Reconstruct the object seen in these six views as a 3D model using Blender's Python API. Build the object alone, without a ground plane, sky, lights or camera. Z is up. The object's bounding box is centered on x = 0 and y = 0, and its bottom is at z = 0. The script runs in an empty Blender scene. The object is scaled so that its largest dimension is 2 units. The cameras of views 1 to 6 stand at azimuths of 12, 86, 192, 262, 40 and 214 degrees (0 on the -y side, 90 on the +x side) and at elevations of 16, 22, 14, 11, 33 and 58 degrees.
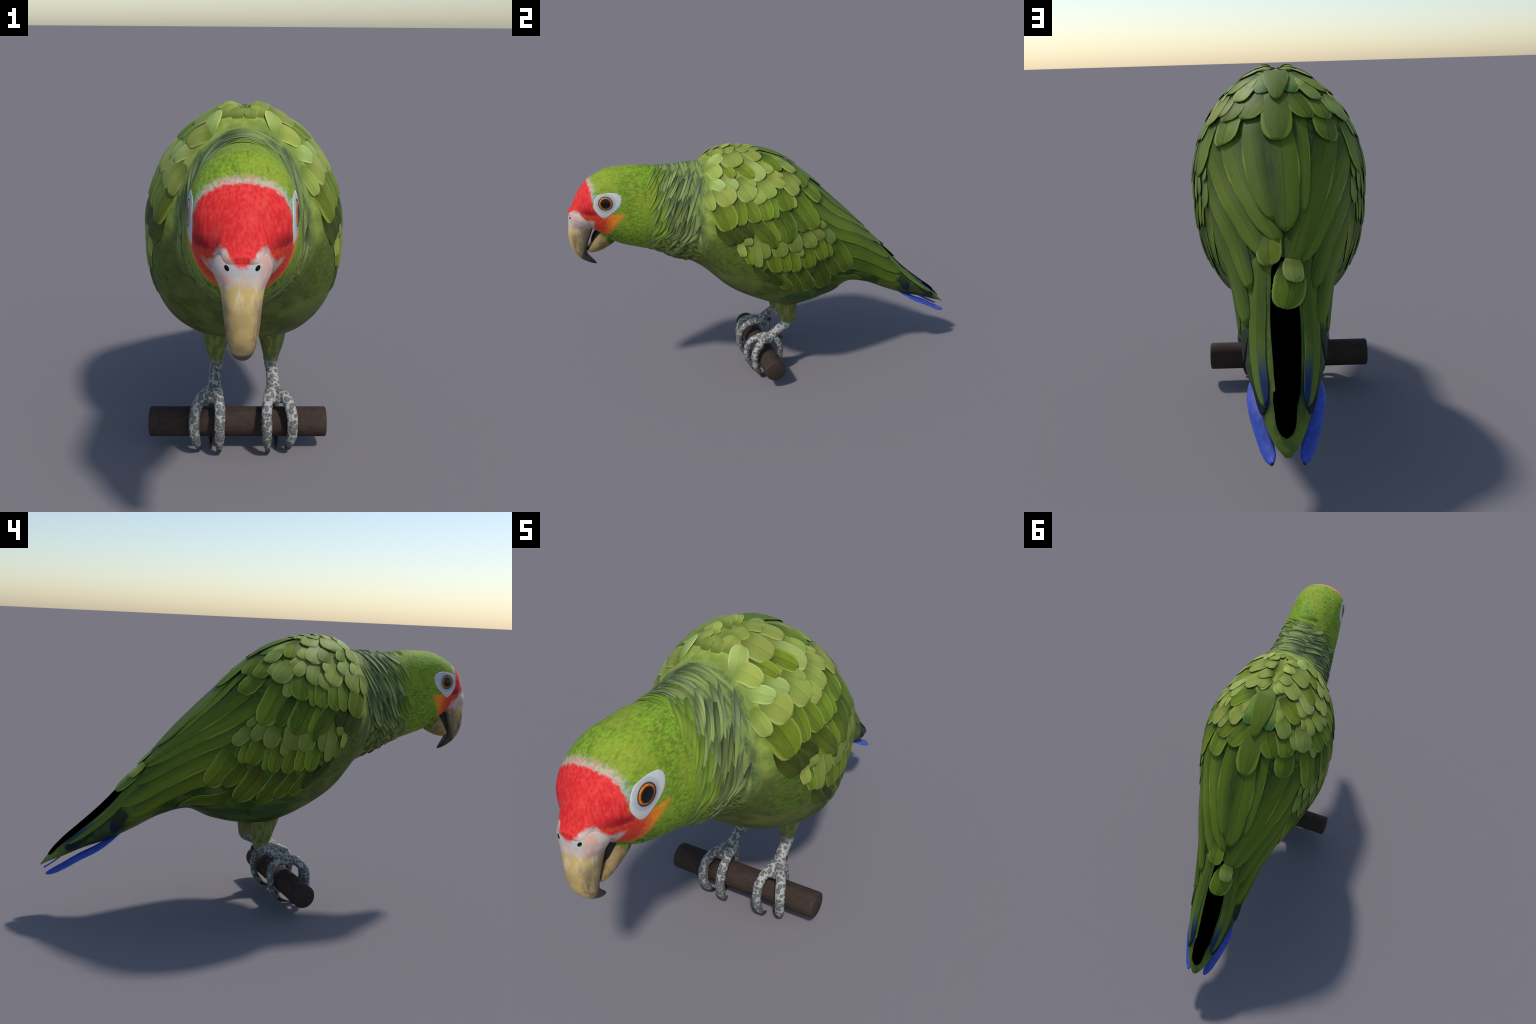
# A green parrot with a red forehead leaning forward on a short dark perch.
import bpy, bmesh, math, random
import numpy as np
from mathutils import Vector, noise
from mathutils.bvhtree import BVHTree

rng = np.random.default_rng(7)
YAW, SHIFT = math.radians(12.4), (-0.0116, 0.0, 0.0)      # the bird looks a little to one side

# ------------------------------------------------------------------ helpers: interpolation and curves
def pchip(x, y, xq):
    x, y, xq = np.asarray(x, float), np.asarray(y, float), np.atleast_1d(np.asarray(xq, float))
    if y.ndim == 1:
        y = y[:, None]
    h = np.diff(x)
    d = np.diff(y, axis=0) / h[:, None]
    m = np.zeros_like(y)
    w1, w2 = 2 * h[1:] + h[:-1], h[1:] + 2 * h[:-1]
    with np.errstate(divide="ignore", invalid="ignore"):
        mm = (w1 + w2)[:, None] / (w1[:, None] / d[:-1] + w2[:, None] / d[1:])
    m[1:-1] = np.where(d[:-1] * d[1:] > 0, mm, 0)
    m[0], m[-1] = d[0], d[-1]
    i = np.clip(np.searchsorted(x, xq) - 1, 0, len(x) - 2)
    t, hh = ((xq - x[i]) / h[i])[:, None], h[i][:, None]
    return (1 + 2 * t) * (1 - t) ** 2 * y[i] + t * (1 - t) ** 2 * hh * m[i] + t * t * (3 - 2 * t) * y[i + 1] + t * t * (t - 1) * hh * m[i + 1]


def catmull(pts, n, closed=False):
    p = np.asarray(pts, float)
    k = len(p)
    out = []
    for t in np.linspace(0, k if closed else k - 1, n, endpoint=not closed):
        i = min(int(t), (k if closed else k - 1) - 1)
        f = t - i
        g = (lambda j: p[j % k]) if closed else (lambda j: p[min(max(j, 0), k - 1)])
        a, b, c, d = g(i - 1), g(i), g(i + 1), g(i + 2)
        out.append(0.5 * (2 * b + (c - a) * f + (2 * a - 5 * b + 4 * c - d) * f * f + (3 * b - a - 3 * c + d) * f ** 3))
    return np.array(out)


def smooth01(t):
    t = np.clip(t, 0, 1)
    return t * t * (3 - 2 * t)


# ------------------------------------------------------------------ helpers: meshes and objects
def make_mesh(name, verts, faces, smooth=True, recalc=True):
    me = bpy.data.meshes.new(name)
    me.from_pydata([tuple(map(float, v)) for v in verts], [], [tuple(map(int, f)) for f in faces])
    if recalc:
        bm = bmesh.new()
        bm.from_mesh(me)
        bmesh.ops.recalc_face_normals(bm, faces=bm.faces)
        bm.to_mesh(me)
        bm.free()
    me.polygons.foreach_set("use_smooth", [smooth] * len(me.polygons))
    me.update()
    return me


def add(name, me, parent, mat=None, loc=None):
    o = bpy.data.objects.new(name, me)
    bpy.context.scene.collection.objects.link(o)
    o.parent = parent
    if loc is not None:
        o.location = loc
    if mat and not me.materials:
        me.materials.append(mat)
    return o


def loft(rings, cap=True):
    """rings: (n, m, 3) closed cross-sections -> verts, faces"""
    rings = np.asarray(rings)
    n, m = rings.shape[:2]
    v = list(rings.reshape(-1, 3))
    f = [(i * m + j, i * m + (j + 1) % m, (i + 1) * m + (j + 1) % m, (i + 1) * m + j) for i in range(n - 1) for j in range(m)]
    if cap:
        for i in (0, n - 1):
            c = len(v)
            v.append(rings[i].mean(0))
            f += [(i * m + j, i * m + (j + 1) % m, c) for j in range(m)]
    return v, f


def tube(path, radii, m=20, n=40, flat=None):
    """Round tube along a smooth path; radii are (side, other) pairs or single numbers."""
    p = catmull(path, n)
    r = np.array([(q, q) if np.isscalar(q) else q for q in radii], float)
    r = catmull(r, n)
    rings, side = [], None
    for i in range(n):
        t = Vector(p[min(i + 1, n - 1)] - p[max(i - 1, 0)]).normalized()
        x = Vector((1, 0, 0)) - t * t.x if side is None else side - t * side.dot(t)
        side = x.normalized()
        up = t.cross(side)
        rings.append([Vector(p[i]) + side * (math.cos(a) * r[i][0]) + up * (math.sin(a) * r[i][1]) for a in np.linspace(0, 2 * math.pi, m, endpoint=False)])
    return loft(np.array(rings))


# ------------------------------------------------------------------ helpers: node materials
class Mat:
    def __init__(self, name, rough=0.6, spec=0.3):
        self.m = bpy.data.materials.new(name)
        self.m.use_nodes = True
        self.t = self.m.node_tree
        self.b = self.t.nodes["Principled BSDF"]
        self.b.inputs["Roughness"].default_value = rough
        self.b.inputs["Specular IOR Level"].default_value = spec
        self.tc = self.t.nodes.new("ShaderNodeTexCoord")
        self.obj, self.gen = self.tc.outputs["Object"], self.tc.outputs["Generated"]

    def put(self, sock, v):
        if hasattr(v, "is_output"):
            self.t.links.new(v, sock)
        elif isinstance(v, (tuple, list)):
            sock.default_value = (*v, 1.0)[:4] if sock.type == "RGBA" else v
        else:
            sock.default_value = v

    def node(self, kind, out=0, props=(), **ins):
        n = self.t.nodes.new("ShaderNode" + kind)
        for k, v in dict(props).items():
            setattr(n, k, v)
        for k, v in ins.items():
            self.put(n.inputs[int(k[1:]) if k[0] == "i" and k[1:].isdigit() else k], v)
        return n.outputs[out]

    def math(self, op, a, b=0.0, c=0.0, clamp=False):
        return self.node("Math", props={"operation": op, "use_clamp": clamp}, i0=a, i1=b, i2=c)

    def mix(self, f, a, b, mode="MIX"):
        return self.node("Mix", 2, {"data_type": "RGBA", "blend_type": mode, "clamp_factor": True}, i0=f, i6=a, i7=b)

    def ramp(self, v, lo, hi, a=0.0, b=1.0):
        return self.node("MapRange", props={"interpolation_type": "SMOOTHSTEP"}, i0=v, i1=lo, i2=hi, i3=a, i4=b)

    def noise(self, scale, detail=3.0, vec=None, rough=0.55, dist=0.0, out=0):
        return self.node("TexNoise", out, Vector=vec or self.obj, Scale=scale, Detail=detail, Roughness=rough, Distortion=dist)

    def stretch(self, sx, sy, sz, vec=None, rot=(0, 0, 0)):
        n = self.t.nodes.new("ShaderNodeMapping")
        self.put(n.inputs["Vector"], vec or self.obj)
        n.inputs["Scale"].default_value = (sx, sy, sz)
        n.inputs["Rotation"].default_value = rot
        return n.outputs[0]

    def xyz(self, vec=None):
        n = self.t.nodes.new("ShaderNodeSeparateXYZ")
        self.put(n.inputs[0], vec or self.obj)
        return n.outputs[0], n.outputs[1], n.outputs[2]

    def line(self, terms, const):
        """sum of k*socket + const"""
        v = const
        for k, s in terms:
            v = self.math("MULTIPLY_ADD", s, k, v)
        return v

    def dist(self, centre, radii, mirror=True, vec=None):
        x, y, z = self.xyz(vec)
        if mirror:
            x = self.math("ABSOLUTE", x)
        s = 0.0
        for a, c, r in zip((x, y, z), centre, radii):
            d = self.math("DIVIDE", self.math("SUBTRACT", a, c), r)
            s = self.math("MULTIPLY_ADD", d, d, s)
        return self.math("SQRT", s)

    def colour(self, c):
        self.put(self.b.inputs["Base Color"], c)

    def bump(self, h, strength=0.4, distance=0.004):
        self.put(self.b.inputs["Normal"], self.node("Bump", Strength=strength, Distance=distance, Height=h))


def srgb(r, g, b):
    return tuple((c / 255 / 12.92) if c <= 10 else ((c / 255 + 0.055) / 1.055) ** 2.4 for c in (r, g, b))


# ------------------------------------------------------------------ the body as one lofted surface
# station along the bird: y, top, bottom, half width, height of the widest line, roundness above, roundness below
STATIONS = [
    (-1.014, 0.982, 0.975, 0.02, 0.5, 2.0, 2.0), (-1.0, 1.001, 0.944, 0.042, 0.54, 2.06, 2.03), (-0.97, 1.062, 0.92, 0.055, 0.574, 1.95, 2.0),
    (-0.93, 1.113, 0.905, 0.0975, 0.595, 2.15, 2.05), (-0.87, 1.154, 0.861, 0.1225, 0.587, 2.2, 2.07), (-0.79, 1.181, 0.803, 0.134, 0.56, 2.18, 2.07),
    (-0.7, 1.183, 0.772, 0.144, 0.45, 2.11, 2.0), (-0.61, 1.173, 0.742, 0.151, 0.385, 2.13, 1.88), (-0.52, 1.17, 0.694, 0.161, 0.365, 2.11, 1.78),
    (-0.44, 1.174, 0.663, 0.172, 0.372, 2.07, 1.75), (-0.38, 1.176, 0.625, 0.211, 0.389, 2.0, 1.81), (-0.33, 1.205, 0.58, 0.25, 0.407, 1.92, 1.92),
    (-0.27, 1.233, 0.523, 0.277, 0.429, 1.82, 2.11), (-0.2, 1.242, 0.479, 0.3, 0.456, 1.77, 2.34), (-0.12, 1.229, 0.443, 0.317, 0.49, 1.87, 2.6),
    (-0.03, 1.2, 0.408, 0.321, 0.515, 2.01, 2.75), (0.07, 1.146, 0.377, 0.307, 0.545, 2.03, 2.6), (0.17, 1.065, 0.38, 0.284, 0.552, 2.03, 2.33),
    (0.28, 0.961, 0.404, 0.247, 0.534, 2.06, 2.15), (0.4, 0.846, 0.451, 0.204, 0.503, 2.13, 2.0), (0.52, 0.725, 0.424, 0.161, 0.453, 2.22, 1.86),
    (0.64, 0.598, 0.369, 0.137, 0.39, 2.28, 1.82), (0.76, 0.467, 0.32, 0.116, 0.375, 2.31, 1.82), (0.86, 0.379, 0.29, 0.089, 0.41, 2.32, 1.84),
    (0.95, 0.306, 0.253, 0.058, 0.44, 2.28, 1.89), (1.0, 0.249, 0.237, 0.033, 0.449, 2.2, 1.94), (1.026, 0.223, 0.219, 0.008, 0.45, 2.1, 2.0)]
ST = np.array(STATIONS)
Y0 = ST[0, 0]
SKNOT = np.sqrt(ST[:, 0] - Y0)


def section(y, phi):
    """Point on the body: y along the bird, phi in degrees from the back (0) to the belly (180), negative on the other side."""
    y, phi = np.broadcast_arrays(np.asarray(y, float), np.radians(np.asarray(phi, float)))
    sh = y.shape
    zt, zb, w, f, nt, nb = pchip(SKNOT, ST[:, 1:], np.sqrt(np.clip(y.ravel() - Y0, 0, None))).T
    p = phi.ravel()
    c, s = np.cos(p), np.sin(p)
    zw = zb + f * (zt - zb)
    e = 2 / np.where(c >= 0, nt, nb)
    x = w * np.sign(s) * np.abs(s) ** e
    z = np.where(c >= 0, zw + (zt - zw) * np.abs(c) ** e, zw - (zw - zb) * np.abs(c) ** e)
    yy = y.ravel()
    groove = 0.030 * np.exp(-((yy + 0.19) / 0.085) ** 2)           # furrow between the shoulders
    z = z - groove * np.exp(-(x / 0.026) ** 2) * (c > 0)
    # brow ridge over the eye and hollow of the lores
    return np.stack([x, yy, z], -1).reshape(*sh, 3)


# feathered-wing outline on the body: front edge y(phi), lower edge phi(y)
WF = [(0, -0.25), (10, -0.262), (16, -0.28), (22, -0.336), (36, -0.371), (61, -0.382), (74, -0.365), (88, -0.33), (94, -0.29), (100, -0.24), (180, 0.5)]
WL = [(-0.4, 77), (-0.365, 77), (-0.3, 91), (-0.239, 100), (-0.187, 107), (-0.073, 115), (0.034, 120), (0.162, 126), (0.266, 127), (0.39, 148), (0.5, 160)]


def region_of(y, phi):
    a = abs(phi)
    if y < -0.62 - 0.0006 * (a - 60):
        return "head"
    if y < np.interp(a, [0, 40, 90, 130, 180], [-0.34, -0.375, -0.345, -0.385, -0.42]) and not (y > np.interp(a, *zip(*WF))):
        return "neck"
    if y > 0.56:
        return "tail"
    if 11 < a < np.interp(y, *zip(*WL)) and y > np.interp(a, *zip(*WF)):
        return "wing" if phi > 0 else "wing.001"
    return "torso"


NS, NP = 300, 192
sv = np.linspace(0, SKNOT[-1], NS)
yv = Y0 + sv ** 2
phis = (np.arange(NP) + 0.5) / NP * 360 - 180
GRID = section(yv[:, None], phis[None, :])
# low soft lumps so the plumage is not perfectly smooth
for i in range(NS):
    for j in range(NP):
        p = GRID[i, j]
        n = noise.noise(Vector((p[0] * 9, p[1] * 6, p[2] * 9)))
        fade = min(1, i / 40) * (0.0025 if -0.62 < p[1] < 0.5 else 0.0012)
        c = np.array([0, p[1], 0.5 * (GRID[i, 0, 2] + GRID[i, NP // 2, 2])])
        d = p - c
        GRID[i, j] = p + d / (np.linalg.norm(d) + 1e-6) * n * fade
bv, bf = loft(GRID)
body_me = make_mesh("body_all", bv, bf)
body_normals = np.zeros(len(bv) * 3)
body_me.vertex_normals.foreach_get("vector", body_normals)
body_normals = body_normals.reshape(-1, 3)
polys = [tuple(p.vertices) for p in body_me.polygons]
BVH = BVHTree.FromPolygons([Vector(v) for v in bv], polys)

# ------------------------------------------------------------------ the things
parrot = bpy.data.objects.new("parrot", None)
bpy.context.scene.collection.objects.link(parrot)
parrot.location, parrot.rotation_euler = SHIFT, (0, 0, YAW)
parrot["label"] = "green parrot with red forehead, white eye rings and blue tail tips"
parrot["category"] = "parrot"


# ------------------------------------------------------------------ plumage materials
def plumage_material():
    """One coat for head, neck, torso and the down under the wings, so that no seam shows between them."""
    m = Mat("plumage", 0.66, 0.16)
    x, y, z = m.xyz()
    ax = m.math("ABSOLUTE", x)
    fine = m.noise(150, 3, m.stretch(1.0, 0.35, 1.0))
    mid = m.noise(34, 4, m.stretch(1, 0.5, 1))
    soft = m.noise(14, 3, m.stretch(1, 0.5, 1))
    big = m.noise(9, 2)
    streak = m.noise(75, 3, m.stretch(1.4, 0.3, 1.0, rot=(0.4, 0, 0)))
    # ---------------- torso: belly, vent and back
    tf = m.noise(70, 4, m.stretch(1, 0.35, 0.8))
    belly = m.mix(m.ramp(soft, 0.38, 0.64), srgb(78, 90, 38), srgb(108, 118, 56))
    belly = m.mix(m.ramp(tf, 0.4, 0.66, 0, 0.5), belly, srgb(96, 110, 50))
    belly = m.mix(m.ramp(y, -0.12, 0.12), belly, m.mix(m.ramp(soft, 0.4, 0.6), srgb(52, 78, 30), srgb(88, 108, 42)))
    back = m.mix(m.ramp(soft, 0.4, 0.6), srgb(122, 142, 56), srgb(152, 168, 78))
    back = m.mix(m.ramp(y, -0.2, 0.08), back, m.mix(m.ramp(tf, 0.4, 0.6), srgb(58, 78, 24), srgb(92, 112, 34)))  # rear underlay tinted dark for the shadowed gaps between feathers
    torso = m.mix(m.ramp(z, 0.8, 0.95), belly, back)
    torso = m.mix(m.math("MULTIPLY", m.math("MULTIPLY", m.ramp(y, -0.38, -0.3), m.ramp(ax, 0.19, 0.235)), m.ramp(z, 0.62, 0.7)), torso, m.mix(m.ramp(tf, 0.38, 0.62), srgb(72, 90, 32), srgb(92, 110, 40)))
    # ---------------- neck: lighter and darker wrinkled locks
    wr = m.noise(22, 3, m.stretch(0.45, 2.4, 0.55, rot=(0.45, 0, 0)))
    neck = m.mix(m.ramp(wr, 0.38, 0.6), srgb(78, 94, 58), srgb(132, 146, 82))
    neck = m.mix(m.ramp(streak, 0.44, 0.62, 0, 0.5), neck, srgb(112, 138, 58))
    neck = m.mix(m.math("MULTIPLY", m.ramp(m.math("ABSOLUTE", m.math("SUBTRACT", wr, 0.5)), 0.022, 0.0), 0.4), neck, srgb(50, 60, 48))
    throat = m.mix(m.ramp(m.noise(42, 2, m.stretch(1, 0.6, 1)), 0.42, 0.6), srgb(64, 80, 40), srgb(126, 138, 52))
    neck = m.mix(m.ramp(z, 0.83, 0.72, 0, 0.85), neck, throat)
    wob2 = m.math("MULTIPLY", m.math("SUBTRACT", soft, 0.5), 0.06)
    d_neck = m.math("ADD", m.line([(1.0, y), (-0.10, z)], 0.10 * 0.9 + 0.392), wob2)
    body = m.mix(m.ramp(d_neck, -0.022, 0.022), neck, torso)
    # ---------------- head
    green = m.mix(m.ramp(fine, 0.34, 0.68), srgb(104, 132, 36), srgb(142, 172, 50))
    green = m.mix(m.ramp(mid, 0.54, 0.74, 0, 0.55), green, srgb(106, 110, 40))
    green = m.mix(m.ramp(mid, 0.46, 0.3, 0, 0.5), green, srgb(126, 184, 46))
    green = m.mix(m.ramp(big, 0.45, 0.62, 0, 0.5), green, srgb(150, 162, 52))
    green = m.mix(m.ramp(streak, 0.6, 0.72, 0, 0.45), green, srgb(72, 92, 38))
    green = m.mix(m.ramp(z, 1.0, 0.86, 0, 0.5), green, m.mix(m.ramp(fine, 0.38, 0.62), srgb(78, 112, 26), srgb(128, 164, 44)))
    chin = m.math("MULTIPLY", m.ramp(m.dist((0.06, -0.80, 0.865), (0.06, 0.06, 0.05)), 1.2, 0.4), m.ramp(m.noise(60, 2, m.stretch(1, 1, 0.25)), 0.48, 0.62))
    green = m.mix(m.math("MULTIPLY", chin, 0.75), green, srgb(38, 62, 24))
    crease = m.math("MULTIPLY", m.ramp(m.math("ABSOLUTE", m.math("SUBTRACT", wr, 0.5)), 0.02, 0.0), m.ramp(y, -0.76, -0.66))
    green = m.mix(m.math("MULTIPLY", crease, 0.5), green, srgb(48, 60, 38))
    d_head = m.math("ADD", m.line([(1.0, y), (-0.16, z)], 0.16 * 0.98), m.math("MULTIPLY", m.math("SUBTRACT", mid, 0.5), 0.12))
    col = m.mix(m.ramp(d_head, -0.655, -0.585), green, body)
    # red forehead with a pinkish-white rim
    wob = m.math("MULTIPLY", m.math("SUBTRACT", m.noise(85, 4), 0.5), 0.024)
    yb = m.math("MULTIPLY_ADD", m.math("MULTIPLY", ax, ax), 1.1, -0.9165)
    d_front = m.math("ADD", m.math("SUBTRACT", y, yb), wob)          # <0 : forehead
    rim = m.math("MULTIPLY", m.ramp(d_front, 0.030, 0.004), m.ramp(z, 1.035, 1.06))
    rimcol = m.mix(m.ramp(m.noise(60, 2), 0.4, 0.6), srgb(186, 180, 160), srgb(222, 150, 158))
    rimcol = m.mix(m.ramp(ax, 0.08, 0.1), rimcol, srgb(158, 178, 160))
    col = m.mix(m.math("MULTIPLY", rim, m.ramp(fine, 0.3, 0.6, 0.5, 0.95)), col, rimcol)
    hair = m.noise(110, 3, m.stretch(1.2, 1.2, 0.28))
    red = m.mix(m.ramp(hair, 0.3, 0.72), srgb(208, 36, 38), srgb(232, 62, 60))
    red = m.mix(m.ramp(mid, 0.5, 0.74, 0, 0.4), red, srgb(232, 90, 82))
    lore = m.ramp(m.dist((0.098, -0.925, 0.985), (0.05, 0.055, 0.032)), 1.25, 0.45)
    red = m.mix(m.math("MULTIPLY", lore, 0.8), red, srgb(140, 20, 28))  # darker red at the lores
    d_front = m.math("SUBTRACT", d_front, m.math("MULTIPLY", m.ramp(z, 1.03, 0.99), 0.02))
    col = m.mix(m.ramp(d_front, 0.005, -0.004), col, red)
    # red and orange patch under the eye
    d_ch = m.math("ADD", m.line([(0.818, y), (-0.573, z)], 0.818 * 0.767 + 0.573 * 0.98), m.math("MULTIPLY", wob, 2.4))
    cheek = m.math("MULTIPLY", m.ramp(d_ch, 0.014, -0.014), m.ramp(m.math("MULTIPLY_ADD", wob, 1.2, z), 0.990, 0.978))
    cheek = m.math("MULTIPLY", cheek, m.ramp(ax, 0.035, 0.06))
    ck = m.mix(m.ramp(m.math("ADD", y, m.math("MULTIPLY", wob, 2.5)), -0.87, -0.8), srgb(216, 56, 46), srgb(250, 152, 40))
    ck = m.mix(m.ramp(z, 0.915, 0.87, 0, 0.6), ck, srgb(226, 140, 56))
    ck = m.mix(m.ramp(fine, 0.45, 0.62, 0, 0.5), ck, srgb(226, 100, 48))
    col = m.mix(cheek, col, ck)
    # bare skin (cere) round the nostrils: notched by the red wedge in the middle
    zc = m.math("ADD", m.ramp(ax, 0.004, 0.045, 0.958, 0.998), m.ramp(ax, 0.048, 0.078, 0.0, -0.046))
    d_c = m.math("ADD", m.math("SUBTRACT", z, zc), m.math("MULTIPLY", wob, 1.2))
    cere = m.math("MULTIPLY", m.ramp(d_c, 0.011, -0.009), m.ramp(y, -0.895, -0.912))
    skin = m.mix(m.ramp(m.noise(40, 2), 0.45, 0.62), srgb(200, 184, 174), srgb(206, 160, 144))
    skin = m.mix(m.ramp(m.noise(70, 2), 0.56, 0.66, 0, 0.6), skin, srgb(190, 110, 90))
    col = m.mix(cere, col, skin)
    m.colour(col)
    m.bump(m.math("ADD", m.math("MULTIPLY_ADD", mid, 0.5, fine), m.math("MULTIPLY", wr, 0.6)), 0.35, 0.003)
    return m.m


def tail_material():
    m = Mat("tail_plumage", 0.55, 0.25)
    x, y, z = m.xyz()
    st = m.noise(40, 3, m.stretch(1, 0.12, 1))
    c = m.mix(m.ramp(st, 0.36, 0.66), srgb(86, 106, 30), srgb(104, 124, 38))
    ax = m.math("ABSOLUTE", x)
    side = m.math("SUBTRACT", ax, m.ramp(y, 0.66, 1.0, 0.095, 0.02))
    dark = m.math("MULTIPLY", m.ramp(side, -0.012, 0.006), m.ramp(y, 0.66, 0.7))
    c = m.mix(m.math("MULTIPLY", dark, m.ramp(y, 0.97, 0.9, 0.0, 0.75)), c, m.mix(m.ramp(st, 0.42, 0.6), srgb(22, 30, 30), srgb(34, 56, 34)))
    m.colour(c)
    m.bump(st, 0.3, 0.003)
    return m.m


def feather_material(name, base, vane, margin, root, tip=None, round_at=0.65, rough=0.55, light=0.16, edge=0.8, spec=0.12, shaft=0.5, one_sided=False, medial_tip=False, grain=0.5, fold=False, root_to=0.68):
    """base: right vane, vane: other vane, margin: bright edge, root: base colour with overlap shadow painted in, tip: colour of the end."""
    m = Mat(name, rough, spec)
    gx, gy, gz = m.xyz(m.gen)
    t = m.math("MAXIMUM", m.math("DIVIDE", m.math("SUBTRACT", gy, round_at), 1 - round_at), 0.0)
    r = m.math("SQRT", m.math("MAXIMUM", m.math("SUBTRACT", 1.0, m.math("MULTIPLY", t, t)), 0.02))
    u = m.math("MULTIPLY_ADD", gx, 2.0, -1.0)
    e = m.math("DIVIDE", m.math("ABSOLUTE", u), r)
    rand = m.node("ObjectInfo", 5)
    off = m.node("CombineXYZ", i0=m.math("MULTIPLY", rand, 37.0), i1=m.math("MULTIPLY", rand, 11.0), i2=0.0)
    vec = m.node("VectorMath", props={"operation": "ADD"}, i0=m.gen, i1=off)
    streak = m.noise(6.0, 4, m.stretch(2.2, 0.7, 1, vec))
    # barbs run obliquely out from the shaft
    bar = m.node("TexWave", 1, {"wave_type": "BANDS", "bands_direction": "Y"}, Vector=m.node("CombineXYZ", i0=0.0, i1=m.math("SUBTRACT", gy, m.math("MULTIPLY", m.math("ABSOLUTE", u), 0.22)), i2=rand), Scale=26.0, Distortion=2.5, Detail=2.0)
    c = m.mix(m.ramp(u, -0.06, 0.06), vane, base)
    if one_sided:
        c = m.mix(m.ramp(u, -0.95, 0.4), vane, base)  # medial side darkened to draw a shadow line beside the neighbouring quill
    if fold:                                                  # fold shading painted across each lock: light crest, dark furrow
        c = m.mix(m.ramp(m.math("MULTIPLY_ADD", m.math("SUBTRACT", streak, 0.5), 1.4, u), -0.1, 0.9), vane, root)
    c = m.mix(m.ramp(streak, 0.35, 0.7, 0.0, grain), c, m.mix(0.5, c, margin))
    c = m.mix(m.math("MULTIPLY", m.ramp(bar, 0.3, 0.8), 0.16), c, root)
    c = m.mix(m.ramp(gy, root_to, root_to * 0.2, 0, 0.85), c, root)  # darkens the root to paint occlusion beneath the feather in front
    if tip:
        f = m.ramp(m.math("ADD", gy, m.math("MULTIPLY", streak, 0.2)), 0.72, 0.98)
        c = m.mix(m.math("MULTIPLY", f, m.ramp(u, 0.2, -0.1)) if medial_tip else f, c, tip)
    em = m.ramp(e, 0.82 if one_sided else 0.74, 0.97)
    if one_sided:
        em = m.math("MULTIPLY", em, m.ramp(u, -0.2, 0.2, 0.25, 1.0))
    c = m.mix(m.math("MULTIPLY", em, m.math("MULTIPLY", m.ramp(gy, 0.2, 0.55), edge)), c, margin)
    c = m.mix(m.math("MULTIPLY", m.ramp(m.math("ABSOLUTE", u), 0.05, 0.015), shaft), c, root)
    val = m.math("MULTIPLY_ADD", m.math("SUBTRACT", rand, 0.5), light * 2, 1.0)
    hue = m.math("MULTIPLY_ADD", m.math("FRACT", m.math("MULTIPLY", rand, 7.31)), 0.02, 0.489)
    c = m.node("HueSaturation", Hue=hue, Saturation=1.0, Value=val, Color=c)
    m.colour(c)
    m.bump(m.math("ADD", m.math("MULTIPLY", bar, 0.15), m.math("MULTIPLY", streak, 0.6)), 0.2, 0.0015)
    return m.m


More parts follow.
